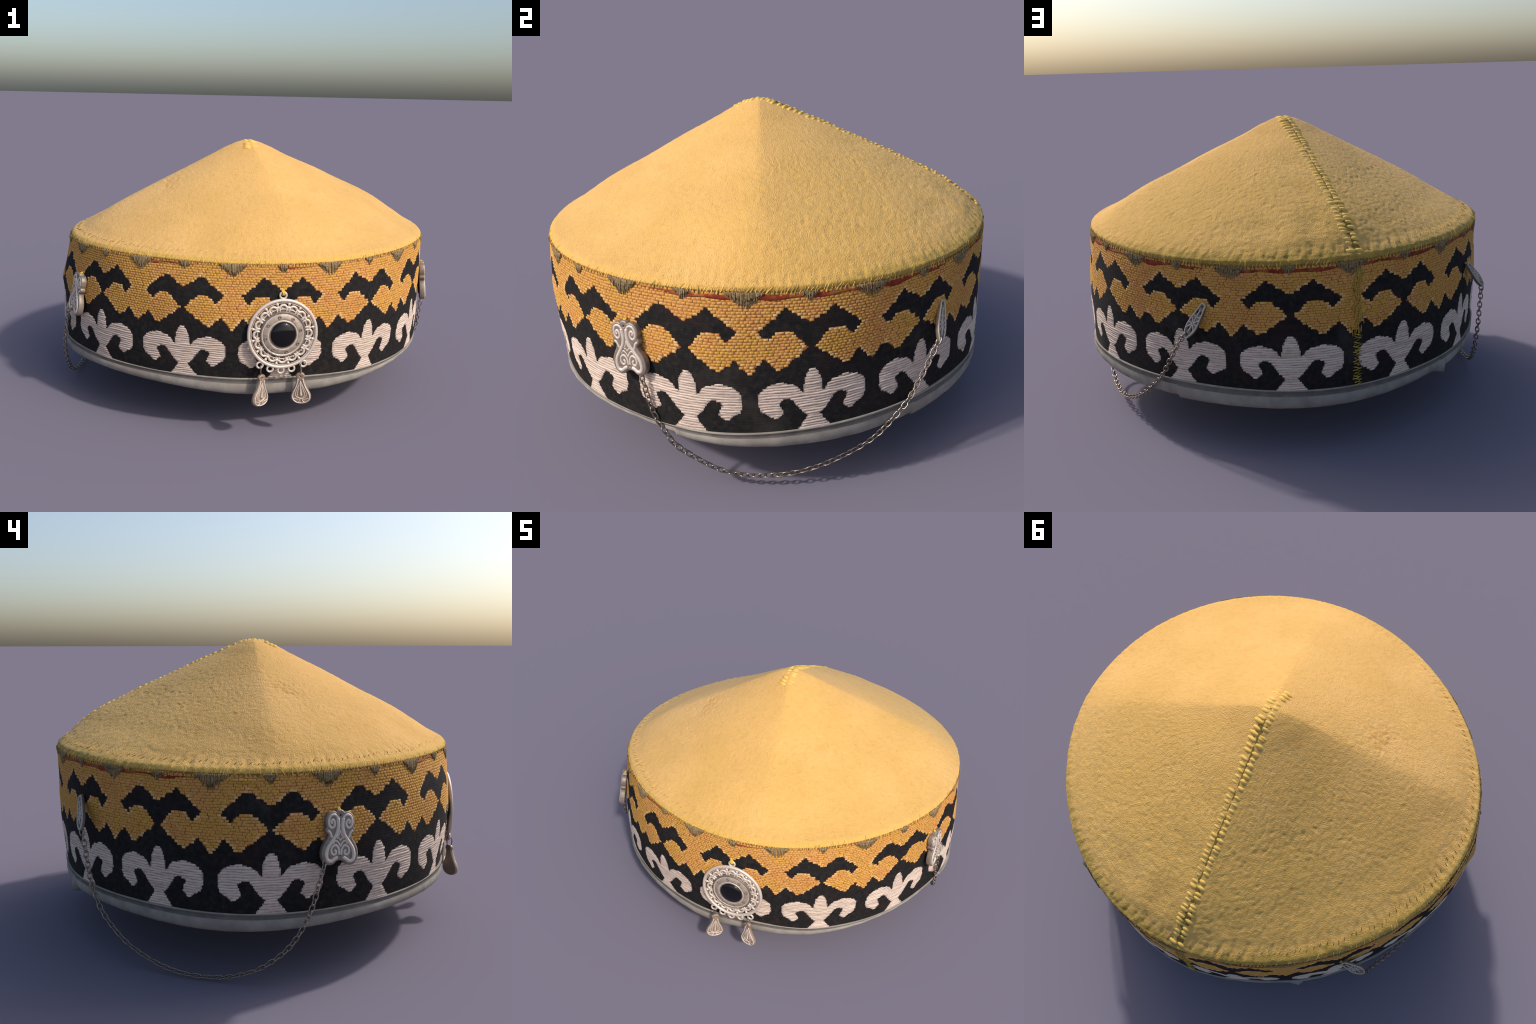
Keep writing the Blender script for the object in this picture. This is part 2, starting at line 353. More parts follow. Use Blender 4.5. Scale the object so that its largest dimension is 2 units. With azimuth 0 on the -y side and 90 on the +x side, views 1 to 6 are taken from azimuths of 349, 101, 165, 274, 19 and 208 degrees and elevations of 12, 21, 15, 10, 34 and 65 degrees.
# --- crown: felt shell
def build_crown():
    NU, NV = 1160, 360
    th = np.arange(NU) * 2 * PI / NU
    gg = np.concatenate([np.linspace(0, .95, 1500), 1 - .05 * np.linspace(1, 0, 400)[1:] ** 2])
    pr = crown_profile(gg); L = np.concatenate([[0], np.cumsum(np.hypot(np.diff(gg) * .484, np.diff(pr) * .94))])
    g = np.interp(np.linspace(0, L[-1], NV), L, gg); g[-1] = .99995
    T, G = np.meshgrid(th, g, indexing='ij')
    R = crown_radius(T, G) + .0012 * np.clip(1 - G / .05, 0, 1)
    zs = four(Z_SEAM, T)
    X = R * np.cos(T) + APEX[0] * G; Y = R * np.sin(T) + APEX[1] * G; Z = zs + (Z_APEX - zs) * G
    P = np.stack([X, Y, Z], -1)
    # normals for relief
    du = np.roll(P, -1, 0) - np.roll(P, 1, 0); dv = np.gradient(P, axis=1)
    N = np.cross(du, dv); N /= np.linalg.norm(N, axis=-1)[..., None] + 1e-9
    flat = P.reshape(-1, 3)
    arc = np.concatenate([[0], np.cumsum(np.hypot(np.diff(g) * .484, np.diff(crown_profile(g)) * .94))])
    ct, st, ar = (np.cos(T) * .5 + .0 * G).ravel(), (np.sin(T) * .5).ravel(), np.broadcast_to(arc, T.shape).ravel()
    # creases of the felt run down the slope; fine nap in between
    lump = np.array([noise.noise(Vector((a * 78, b * 78, c * 40))) for a, b, c in zip(ct, st, ar)]).reshape(NU, NV)
    nap = np.array([noise.noise(Vector(p) * 58) for p in flat]).reshape(NU, NV)
    crease = -np.clip(np.array([noise.noise(Vector((a * 50 + 9, b * 50, c * 42))) for a, b, c in zip(ct, st, ar)]).reshape(NU, NV) - .22, 0, 1)
    slow = np.array([noise.noise(Vector(p) * 4.5) for p in flat]).reshape(NU, NV)
    hair = np.array([noise.noise(Vector((a * 120, b * 120, c * 10))) for a, b, c in zip(ct, st, ar)]).reshape(NU, NV)
    near_top = np.clip((1 - G) * 2.2, .25, 1)
    rough = (.30 + .8 * np.clip(.5 + .7 * np.sin(T - .1), 0, 1)) * near_top       # rear relief raised: the look of grazing light put into the shape
    tip = np.clip((1 - G) / .08, 0, 1)
    D = ((.0010 * lump + .0036 * crease) * rough + (.0008 + .0006 * rough) * nap + .0035 * slow * np.clip(G / .15, 0, 1)) * tip
    D += .0030 * hair * (.25 + .75 * rough) * np.exp(-((G - .05) / .035) ** 2)
    # small puckers where the edge is sewn down
    D += -.0045 * np.clip(np.sin(T * 118 + 3 * np.sin(5 * T) - G * 30), .2, 1) * np.exp(-((G - .075) / .03) ** 2) * (.55 + .45 * np.cos(T - 2.2))
    cr = crown_radius(np.radians(-158.), np.array([.56]))[0]
    D += .0022 * nap * np.exp(-((X - cr * math.cos(math.radians(-158))) ** 2 + (Y - cr * math.sin(math.radians(-158))) ** 2) / .006)
    # crumple on the left of the crown, fold beside the seam at the back
    D += -.010 * np.exp(-((X - .12) ** 2 + (Y - .80) ** 2) / .004) + .006 * np.exp(-((X - .19) ** 2 + (Y - .83) ** 2) / .003)
    for dx, dy, w, a in ((-.10, .72, .0022, -.006), (.09, .62, .0030, -.005), (-.17, .80, .0020, -.006), (.30, .76, .0035, -.006), (-.40, .62, .0040, -.005), (.10, .42, .0030, -.004), (-.28, .42, .0040, -.005)):
        u = (X - dx) * .8 + (Y - dy) * .6; v = -(X - dx) * .6 + (Y - dy) * .8
        D += a * np.exp(-(u * u * 3.5 + v * v * .5) / w)
    P = P + N * D[..., None]
    # turn the edge inwards under the felt
    edge1 = P[:, :1] - N[:, :1] * .0025 + np.array([0, 0, -.005]); edge2 = P[:, :1] - N[:, :1] * .012 + np.array([0, 0, -.007])
    P = np.concatenate([edge2, edge1, P], 1)
    F = grid_faces(NU, NV + 2)
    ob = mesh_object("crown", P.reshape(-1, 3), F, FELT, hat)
    top = len(P.reshape(-1, 3))
    return ob, P[:, 2:], g
crown, CROWN_P, CROWN_G = build_crown()

def crown_surface(th, g):
    """point and normal on the finished, wrinkled felt"""
    th, g = np.broadcast_arrays(np.asarray(th, float), np.asarray(g, float))
    nu = CROWN_P.shape[0]; u = (th % (2 * PI)) / (2 * PI) * nu; i = u.astype(int) % nu; fu = (u - np.floor(u))[..., None]
    v = np.interp(g, CROWN_G, np.arange(len(CROWN_G))); j = np.clip(v.astype(int), 0, len(CROWN_G) - 2); fv = (v - j)[..., None]
    k = (i + 1) % nu
    P = (CROWN_P[i, j] * (1 - fu) + CROWN_P[k, j] * fu) * (1 - fv) + (CROWN_P[i, j + 1] * (1 - fu) + CROWN_P[k, j + 1] * fu) * fv
    return P, crown_at(th, g)[1]

def crown_at(thr, g, off=0.0):
    thr = np.asarray(thr, float); g = np.asarray(g, float)
    def pos(t, q):
        R = crown_radius(t, q); zs = four(Z_SEAM, t)
        return np.stack([R * np.cos(t) + APEX[0] * q, R * np.sin(t) + APEX[1] * q, zs + (Z_APEX - zs) * q], -1)
    P = pos(thr, g); A = pos(thr + .004, g) - pos(thr - .004, g); B = pos(thr, np.clip(g + .004, 0, .9999)) - pos(thr, np.clip(g - .004, 0, 1))
    N = np.cross(A, B); N /= np.linalg.norm(N, axis=-1)[..., None] + 1e-9
    return P + N * off, N

# --- seam stitches up the back ridge of the crown
def build_ridge_stitches():
    th0 = RIDGES[1]
    # walk over the ridge from the edge to the apex and a little past it
    gs = np.concatenate([np.linspace(.03, .985, 500), 1 - .015 * np.linspace(1, .03, 40)[1:] ** 2]); Pth = np.full_like(gs, th0)
    P, _ = crown_surface(Pth, gs)
    P2, _ = crown_surface(np.full(90, RIDGES[3] - .15), np.concatenate([1 - .015 * np.linspace(.03, 1, 40) ** 2, np.linspace(.984, .915, 50)]))
    line = np.vstack([P, P2]); d = np.concatenate([[0], np.cumsum(np.linalg.norm(np.diff(line, axis=0), axis=1))])
    under = Soup(); col = []
    s = .02; i = 0; r = np.random.default_rng(3)
    mesh_variants = []
    rows = []
    while s < d[-1] - .01:
        c = np.array([np.interp(s, d, line[:, k]) for k in range(3)])
        c2 = np.array([np.interp(s + .02, d, line[:, k]) for k in range(3)])
        t = c2 - c; t /= np.linalg.norm(t)
        n = np.cross([1.0, 0.05, 0], t); n /= np.linalg.norm(n)
        if n[2] < 0: n = -n
        x = np.cross(t, n)
        rows.append((c, t, n, x)); s += .0262 + r.normal(0, .002); i += 1
    # dark strip added under the stitches to shade the gaps between them
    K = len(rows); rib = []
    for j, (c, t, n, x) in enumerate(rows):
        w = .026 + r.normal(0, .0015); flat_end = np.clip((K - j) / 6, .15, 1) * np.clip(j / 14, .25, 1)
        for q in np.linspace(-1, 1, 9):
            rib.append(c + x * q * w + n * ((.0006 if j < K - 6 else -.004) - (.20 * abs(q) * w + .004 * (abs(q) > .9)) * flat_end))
    mesh_object("seam_gap_shade", np.array(rib), grid_faces(K, 9, False), OLIVE, crown)
    for j, (c, t, n, x) in enumerate(rows):
        end = np.clip((K - j) / 6, .3, 1) * np.clip(j / 14, .3, 1)
        for sgn in (-1, 1):
            w = (.042 if sgn < 0 else .037) * r.uniform(.85, 1.15)
            sl = r.normal(.004, .0045) + (.012 if sgn > 0 else -.001)
            q = np.linspace(.04, 1, 9)
            pts = [c + x * sgn * w * a + t * (sl - .011 * a * sgn) + n * (-.0064 + .0032 * math.sin(PI * a ** .8) - .20 * w * a * end - .004 * a ** 4) for a in q]
            S = Soup(); S.tube(pts, .0100 * np.sin(PI * (.12 + .8 * q)) ** .6 * r.uniform(.85, 1.12), 8)
            S.make("seam_stitch", SEAM_YELLOW, crown)
build_ridge_stitches()

# --- whip stitches holding the edge of the crown
def build_edge_stitches():
    S = Soup(); r = np.random.default_rng(11); n = 460
    for k in range(n):                                  # fine threads lying in the felt
        th = 2 * PI * (k + r.uniform(-.3, .3)) / n
        rear = .5 + .5 * math.sin(th); lean = r.normal(.006, .006); top = r.uniform(.012, .045)
        q = np.linspace(0, 1, 6)
        P, N = crown_surface(th + lean * q, top * q)
        P = P + N * (.0004 * np.sin(PI * q) - .0012 - .0018 * q ** 2)[:, None]
        low = band_xyz(np.array([th - lean * .5]), np.array([.994 - r.uniform(0, .010 + .028 * rear)]), .001)
        S.tube(np.vstack([low, P]), (.0024 if rear < .5 else .0028) * r.uniform(.7, 1.25), 6, 1 if r.random() < .1 + .6 * rear else 0)
    o = S.make("edge_stitching", [EDGE_YELLOW, EDGE_OLIVE], crown); o["kind"] = "stuff"
    S = Soup(); n = 205
    for k in range(n):                                  # dark tubes added as painted shade: slanting dents above, small gaps below
        th = 2 * PI * (k + r.uniform(-.2, .2)) / n
        w = .35 + .65 * max(0, math.cos(th - math.radians(175)))
        q = np.linspace(0, 1, 5)
        P, N = crown_surface(th + .010 * q, (.058 + r.normal(0, .006)) + .018 * q * w)
        S.tube(P - N * .0004, .0022 * w * np.sin(PI * (.1 + .8 * q)) * r.uniform(.7, 1.2), 5)
    n = 365
    for k in range(n):
        th = 2 * PI * (k + r.uniform(-.2, .2)) / n
        q = np.linspace(0, 1, 4)
        S.tube(band_xyz(th + 0 * q, .992 - .016 * q, .0012), .0023 * r.uniform(.6, 1.2), 5)
    o = S.make("dent_shade_tubes", DENT_DARK, crown); o["kind"] = "stuff"
build_edge_stitches()

# ------------------------------------------------------------------ band
CENTRES = np.radians([-89.3, -61.8, -35.0, -5.8, 19.8, 47.0, 74.8, 104.5, 133.0, 161.2, 187.5, 214.2, 242.5])
def motif_coord(th):
    """signed distance to the nearest motif centre, scaled so that half a repeat is 13.5"""
    c = np.append(CENTRES, CENTRES[0] + 2 * PI)
    t = (th - CENTRES[0]) % (2 * PI) + CENTRES[0]
    i = np.clip(np.searchsorted(c, t, side='right') - 1, 0, len(CENTRES) - 1)
    u = (t - c[i]) / (c[i + 1] - c[i])
    return np.where(u < .5, u, u - 1) * 27.0

# half of one repeat, mirrored: the black horned figure, the lower edge of the gold ground, the white bloom
HORNS = [(-1, .765), (0, .775), (5.2, .882), (11.3, .722), (8.9, .655), (8.2, .69), (6.9, .722), (4.7, .728), (3.3, .695), (.7, .61), (.7, .58), (-1, .58)]
GOLD_EDGE_LINE = [(0, .60), (.7, .60), (6.8, .455), (7.8, .462), (10.5, .54), (13.5, .428)]
BLOOM = [(-1, .447), (.55, .445), (1.2, .42), (1.75, .375), (2.05, .32), (2.05, .282), (2.5, .285), (3.1, .318), (4.3, .348), (6.6, .364), (8.7, .359),
         (10.6, .332), (11.7, .29), (11.8, .205), (11.2, .155), (9.9, .135), (8.9, .108), (7.9, .100), (6.5, .140), (6.9, .175), (7.5, .215),
         (7.0, .236), (6.0, .248), (4.8, .242), (3.8, .198), (2.7, .150), (1.35, .105), (2.2, .065), (3.7, .0), (-1, .0)]

def inside(poly, x, y):
    p = np.asarray(poly); x = np.asarray(x); y = np.asarray(y); r = np.zeros(np.broadcast(x, y).shape, bool)
    for (x1, y1), (x2, y2) in zip(p, np.roll(p, -1, 0)):
        if y1 == y2: continue
        hit = ((y1 > y) != (y2 > y)) & (x < (x2 - x1) * (y - y1) / (y2 - y1) + x1)
        r ^= hit
    return r
def is_gold(x, f, grow=0.0):
    x = np.abs(x)
    low = np.interp(x, [a for a, _ in GOLD_EDGE_LINE], [b for _, b in GOLD_EDGE_LINE])
    return (f > low - grow) & (f < 1.1) & ~inside(HORNS, x, f)

def build_band():
    NU, NV = 13 * 84, 110
    th = np.arange(NU) * 2 * PI / NU; f = np.linspace(-.04, 1.0, NV)
    T, Fr = np.meshgrid(th, f, indexing='ij')
    P = band_xyz(T, Fr, np.where(Fr < -.006, -.009, 0))
    F = grid_faces(NU, NV)
    tc = T.reshape(-1)[F[:, 0]] + PI / NU; fc = Fr.reshape(-1)[F[:, 0]] + .5 * (f[1] - f[0])
    x = motif_coord(tc)
    g = is_gold(x, fc) & is_gold(x, fc + .006) & is_gold(x, fc - .006)
    near = ~g & (is_gold(motif_coord(tc + .006), fc) | is_gold(motif_coord(tc - .006), fc) | is_gold(x, fc + .012) | is_gold(x, fc - .012))
    w = inside(BLOOM, np.abs(x), fc)
    mi = np.where(g, 1, np.where(w, 2, np.where(near, 3, 0)))
    return mesh_object("woven_band", P.reshape(-1, 3), F, [BLACK, BROWN, CREAM, DARK_EDGE], hat, True, mi)
band = build_band()

def dome_patch(th, f, dth, df, h, base=.0003, nu=4, nv=4):
    """one raised stitch on the band"""
    u = np.linspace(-1, 1, nu); v = np.linspace(-1, 1, nv)
    U, V = np.meshgrid(u, v, indexing='ij')
    H = base + h * np.sqrt(np.clip((1 - U ** 4) * (1 - V ** 2), 0, 1))
    return (th + U * dth).ravel(), (f + V * df).ravel(), H.ravel()

def build_gold():
    ROW = .0206; COLS = 364; r = np.random.default_rng(5)
    TT, FF, HH, Q, MI = [], [], [], [], []; n = 0; nu, nv = 5, 4
    base_f = grid_faces(nu, nv, False)
    for j in range(int(.42 / ROW), int(1 / ROW)):
        f = (j + .5) * ROW
        th = (np.arange(COLS) + (.5 if j % 2 else 0) + .15 * math.sin(j * 1.7)) * 2 * PI / COLS
        x = motif_coord(th); ok = is_gold(x, f)
        nb = ok & np.roll(ok, 1) & np.roll(ok, -1) & is_gold(x, f + ROW) & is_gold(x, f - ROW)
        for k in np.nonzero(ok)[0]:
            if f > .982: continue
            w = PI / COLS * r.uniform(.86, .97)
            t, ff_, h = dome_patch(th[k] + r.normal(0, .0010), f + r.normal(0, .0012), w, ROW * .5 * r.uniform(.80, .95), r.uniform(.0014, .0026), nu=nu, nv=nv)
            TT.append(t); FF.append(ff_); HH.append(h); Q.append(base_f + n); n += nu * nv
            MI.append(np.full(len(base_f), 0 if nb[k] else (1 if r.random() < .55 else 0)))
    T, Fr, H = map(np.concatenate, (TT, FF, HH))
    o = mesh_object("gold_stitches", band_xyz(T, Fr, H), np.vstack(Q), [GOLD, GOLD_EDGE], band, True, np.concatenate(MI)); o["kind"] = "stuff"
build_gold()

def build_blooms():
    """white satin-stitch blooms: every row is one long raised thread across the shape"""
    ROW = .0195; r = np.random.default_rng(9)
    for c, cen in enumerate(CENTRES):
        nxt = (CENTRES[(c + 1) % 13] - cen) % (2 * PI); prv = (cen - CENTRES[c - 1]) % (2 * PI)
        xs = np.linspace(-13.4, 13.4, 1073)
        TT, FF, HH, Q = [], [], [], []; n = 0
        for j in range(24):
            f = (j + .5) * ROW
            ins = inside(BLOOM, np.abs(xs), np.full_like(xs, f))
            e = np.nonzero(np.diff(ins.astype(int)))[0]
            for a, b in zip(e[::2], e[1::2]):
                x0, x1 = xs[a] + r.normal(0, .12), xs[b] + r.normal(0, .12)
                if x1 - x0 < .5: continue
                m = max(5, int((x1 - x0) / .45)); u = np.linspace(0, 1, m)
                x = x0 + (x1 - x0) * u
                th = cen + np.where(x > 0, x / 27 * nxt, x / 27 * prv)
                wob = .10 * ROW * np.sin(x * 1.1 + r.uniform(0, 6)) + .0006 * r.normal(0, 1, m)
                env = np.sqrt(np.clip(1 - (2 * u - 1) ** 10, 0, 1))
                hgt = r.uniform(.0012, .0032)
                for v, h in ((-.52, -.0008), (-.26, .8), (0, 1), (.26, .8), (.52, -.0008)):
                    TT.append(th); FF.append(f + v * ROW + wob); HH.append(np.where(env > 0, (hgt * h if h > 0 else h), 0) * np.where(h > 0, env, 1) - .0004)
                k = np.arange(m - 1)
                for s in range(4):
                    Q.append(np.stack([n + s * m + k, n + s * m + k + 1, n + (s + 1) * m + k + 1, n + (s + 1) * m + k], -1))
                n += 5 * m
        T, Fr, H = map(np.concatenate, (TT, FF, HH))
        mesh_object("white_bloom", band_xyz(T, Fr, H), np.vstack(Q), WHITE, band)
build_blooms()

def build_scallops():
    """fringed grey tufts hanging under the crown edge, a wide one between motifs and a small one above each"""
    r = np.random.default_rng(21)
    for c, cen in enumerate(CENTRES):
        nxt = (CENTRES[(c + 1) % 13] - cen) % (2 * PI)
        for mid, half, depth in ((cen, .028, .058), (cen + nxt / 2, .066, .096)):
            S = Soup(); m = int(half * 2 / .0044)
            for k in range(m):
                u = (k + .5) / m * 2 - 1
                L = depth * (1 - abs(u) ** 1.5) * r.uniform(.8, 1.12) + .012
                q = np.linspace(0, 1, 6); th = mid + u * half + r.normal(0, .0012) + .002 * r.normal() * q
                pts = band_xyz(th, .992 - L * q, .0042 + .0012 * np.sin(PI * q) - .004 * q ** 4)
                S.tube(pts, .0028 * (1 - .5 * q ** 3) * r.uniform(.8, 1.2), 5)
            S.make("grey_scallop", GREY_TUFT, band)
build_scallops()

def build_red_cord():
    th = np.linspace(0, 2 * PI, 900, endpoint=False); r = np.random.default_rng(2)
    bright = .5 + .5 * np.sin(th + .2) + .25 * np.sin(3 * th + 1) + .2 * np.sin(11 * th)
    S = Soup()
    w = .004 + .0075 * np.clip(bright, 0, 1)
    w = w * (1 + .35 * np.sin(31 * th + 2 * np.sin(5 * th)))
    fr = .968 - w * .9 + .004 * np.sin(17 * th) + .003 * np.sin(41 * th + 1)
    show = np.clip(bright * 1.5 - .12 + .45 * np.sin(9 * th + 2), .0, 1)
    prof = [(-1, -.0006), (-.5, .0030), (0, .0040), (.5, .0030), (1, -.0006)]
    V = np.stack([band_xyz(th, fr + w * 1.7 * a, h * show - .0012 * (1 - show)) for a, h in prof], 1)
    mesh_object("red_cord", V.reshape(-1, 3), grid_faces(900, 5), RED, band)
build_red_cord()

def build_back_seam():
    """yellow-green thread closing the band at the back"""
    r = np.random.default_rng(31); S = Soup(); c = math.radians(91.1)
    for k in range(34):                                   # zigzag over the dark ground
        f = .01 + .40 * k / 34 + r.normal(0, .004)
        a, b = c - .017 * r.uniform(.5, 1.2), c + .02 * r.uniform(.4, 1.2)
        if k % 2: a, b = b, a
        q = np.linspace(0, 1, 6)
        S.tube(band_xyz(a + (b - a) * q, f + .018 * q + r.normal(0, .004), .002 + .004 * np.sin(PI * q)), .0017 * r.uniform(.7, 1.3), 5, 0 if r.random() < .7 else 1)
    for k in range(80):                                   # lengthwise strands through the gold ground
        f0 = r.uniform(.40, .95); L = r.uniform(.03, .10); q = np.linspace(0, 1, 6); a = c + r.normal(0, .011)
        S.tube(band_xyz(a + r.normal(0, .004) * q, np.clip(f0 + L * q, 0, .99), .0018 + .002 * np.sin(PI * q)), .0019, 5, 2 if r.random() < .8 else 0)
    o = S.make("back_seam_thread", [LIME, OLIVE, SEAM_TINT], band); o["kind"] = "stuff"
build_back_seam()

# ------------------------------------------------------------------ rim tape
def build_rim():
    NU = 1080; th = np.arange(NU) * 2 * PI / NU; deg = np.degrees(th)
    zt, zr = four(Z_TAPE, th), four(Z_HEM, th); Rt, Rr = around(R_TAPE, th), around(R_HEM, th)
    # the tape is laid in lengths: each one starts proud and low and slips under the next
    step = np.zeros(NU)
    for j in (-10, 45, 122):
        d = (deg - j + 180) % 360 - 180
        step += np.where(d > 0, np.exp(-np.abs(d) / 16), -.5 * np.exp(-np.abs(d) / 10))
    step *= np.clip(1, 0, 1)
    zr = zr - .006 * step; bulge = .0025 * step
    d = (deg - 122 + 180) % 360 - 180
    flap = .024 * np.exp(-(d / 1.8) ** 2) * (d < 2.0)
    wob = .0006 * np.sin(37 * th) + .0005 * np.sin(61 * th + 1)
    H = zt - zr
    prof = [(.02, -.008, 0), (.05, .003, 0), (.03, .0055, 0), (-.02, .0055, 0), (-.08, .0045, 1), (-.14, .0025, 1), (-.22, .0025, 1), (-.30, .0045, 0), (-.42, .008, 0), (-.58, .0095, 0), (-.74, .0085, 0),
            (-.88, .004, 0), (-.97, -.003, 0), (-1.02, -.012, 0), (-1.0, -.022, 0), (-.8, -.027, 0), (-.2, -.028, 0)]
    V, M = [], []
    for t, o, m in prof:
        z = zt + t * H; a = np.clip(-t, 0, 1); R = Rt + (Rr - Rt) * a + o + (bulge + wob) * np.clip(-t * 3, 0, 1) + flap * np.clip(-t * 1.4 - .4, 0, 1) * (o > -.01)
        V.append(np.stack([R * np.cos(th), R * np.sin(th), z - .5 * flap * (t < -.8)], -1))
    V = np.stack(V, 1); F = grid_faces(NU, len(prof))[:, ::-1]
    mi = np.array([max(prof[k][2], prof[k + 1][2]) if k < len(prof) - 1 else 0 for k in range(len(prof) - 1)])
    return mesh_object("rim_tape", V.reshape(-1, 3), F, [TAPE, TAPE_DARK], hat, True, np.tile(mi, NU))
build_rim()

def build_lining():
    NU = 240; th = np.arange(NU) * 2 * PI / NU; V = []
    for f in np.linspace(-.05, .97, 10):
        V.append(band_xyz(th, np.full(NU, f), -.026))
    for g in np.linspace(.02, .985, 24):
        R = crown_radius(th, np.full(NU, g)) * .97 - .01; R = np.maximum(R, .004)
        zs = four(Z_SEAM, th); V.append(np.stack([R * np.cos(th), R * np.sin(th), zs + (Z_APEX - zs) * g - .03], -1))
    V = np.stack(V, 1)
    mesh_object("lining", V.reshape(-1, 3), grid_faces(NU, V.shape[1])[:, ::-1], LINING, hat)
build_lining()

# ------------------------------------------------------------------ frames for the metalwork
def frame(origin, y_axis, outward):
    y = Vector(y_axis).normalized(); z = Vector(outward); z = (z - y * z.dot(y)).normalized(); x = y.cross(z)
    m = Matrix((x, y, z)).transposed().to_4x4(); m.translation = Vector(origin); return m

def torus_mesh(name, R, r, mat, parent, ry=None, n=40, k=10, m=None):
    a = np.linspace(0, 2 * PI, n, endpoint=False); S = Soup()
    S.tube(np.stack([R * np.cos(a), (ry or R) * np.sin(a), 0 * a], -1), r, k, closed=True, flat=(0, 0, 1))
    return S.make(name, mat, parent)

def lathe(name, prof, mat, parent, n=64, cap=True):
    a = np.arange(n) * 2 * PI / n
    V = np.stack([np.stack([r * np.cos(a), r * np.sin(a), np.full(n, z)], -1) for r, z in prof], 1)
    return mesh_object(name, V.reshape(-1, 3), grid_faces(n, len(prof))[:, ::-1], mat, parent)

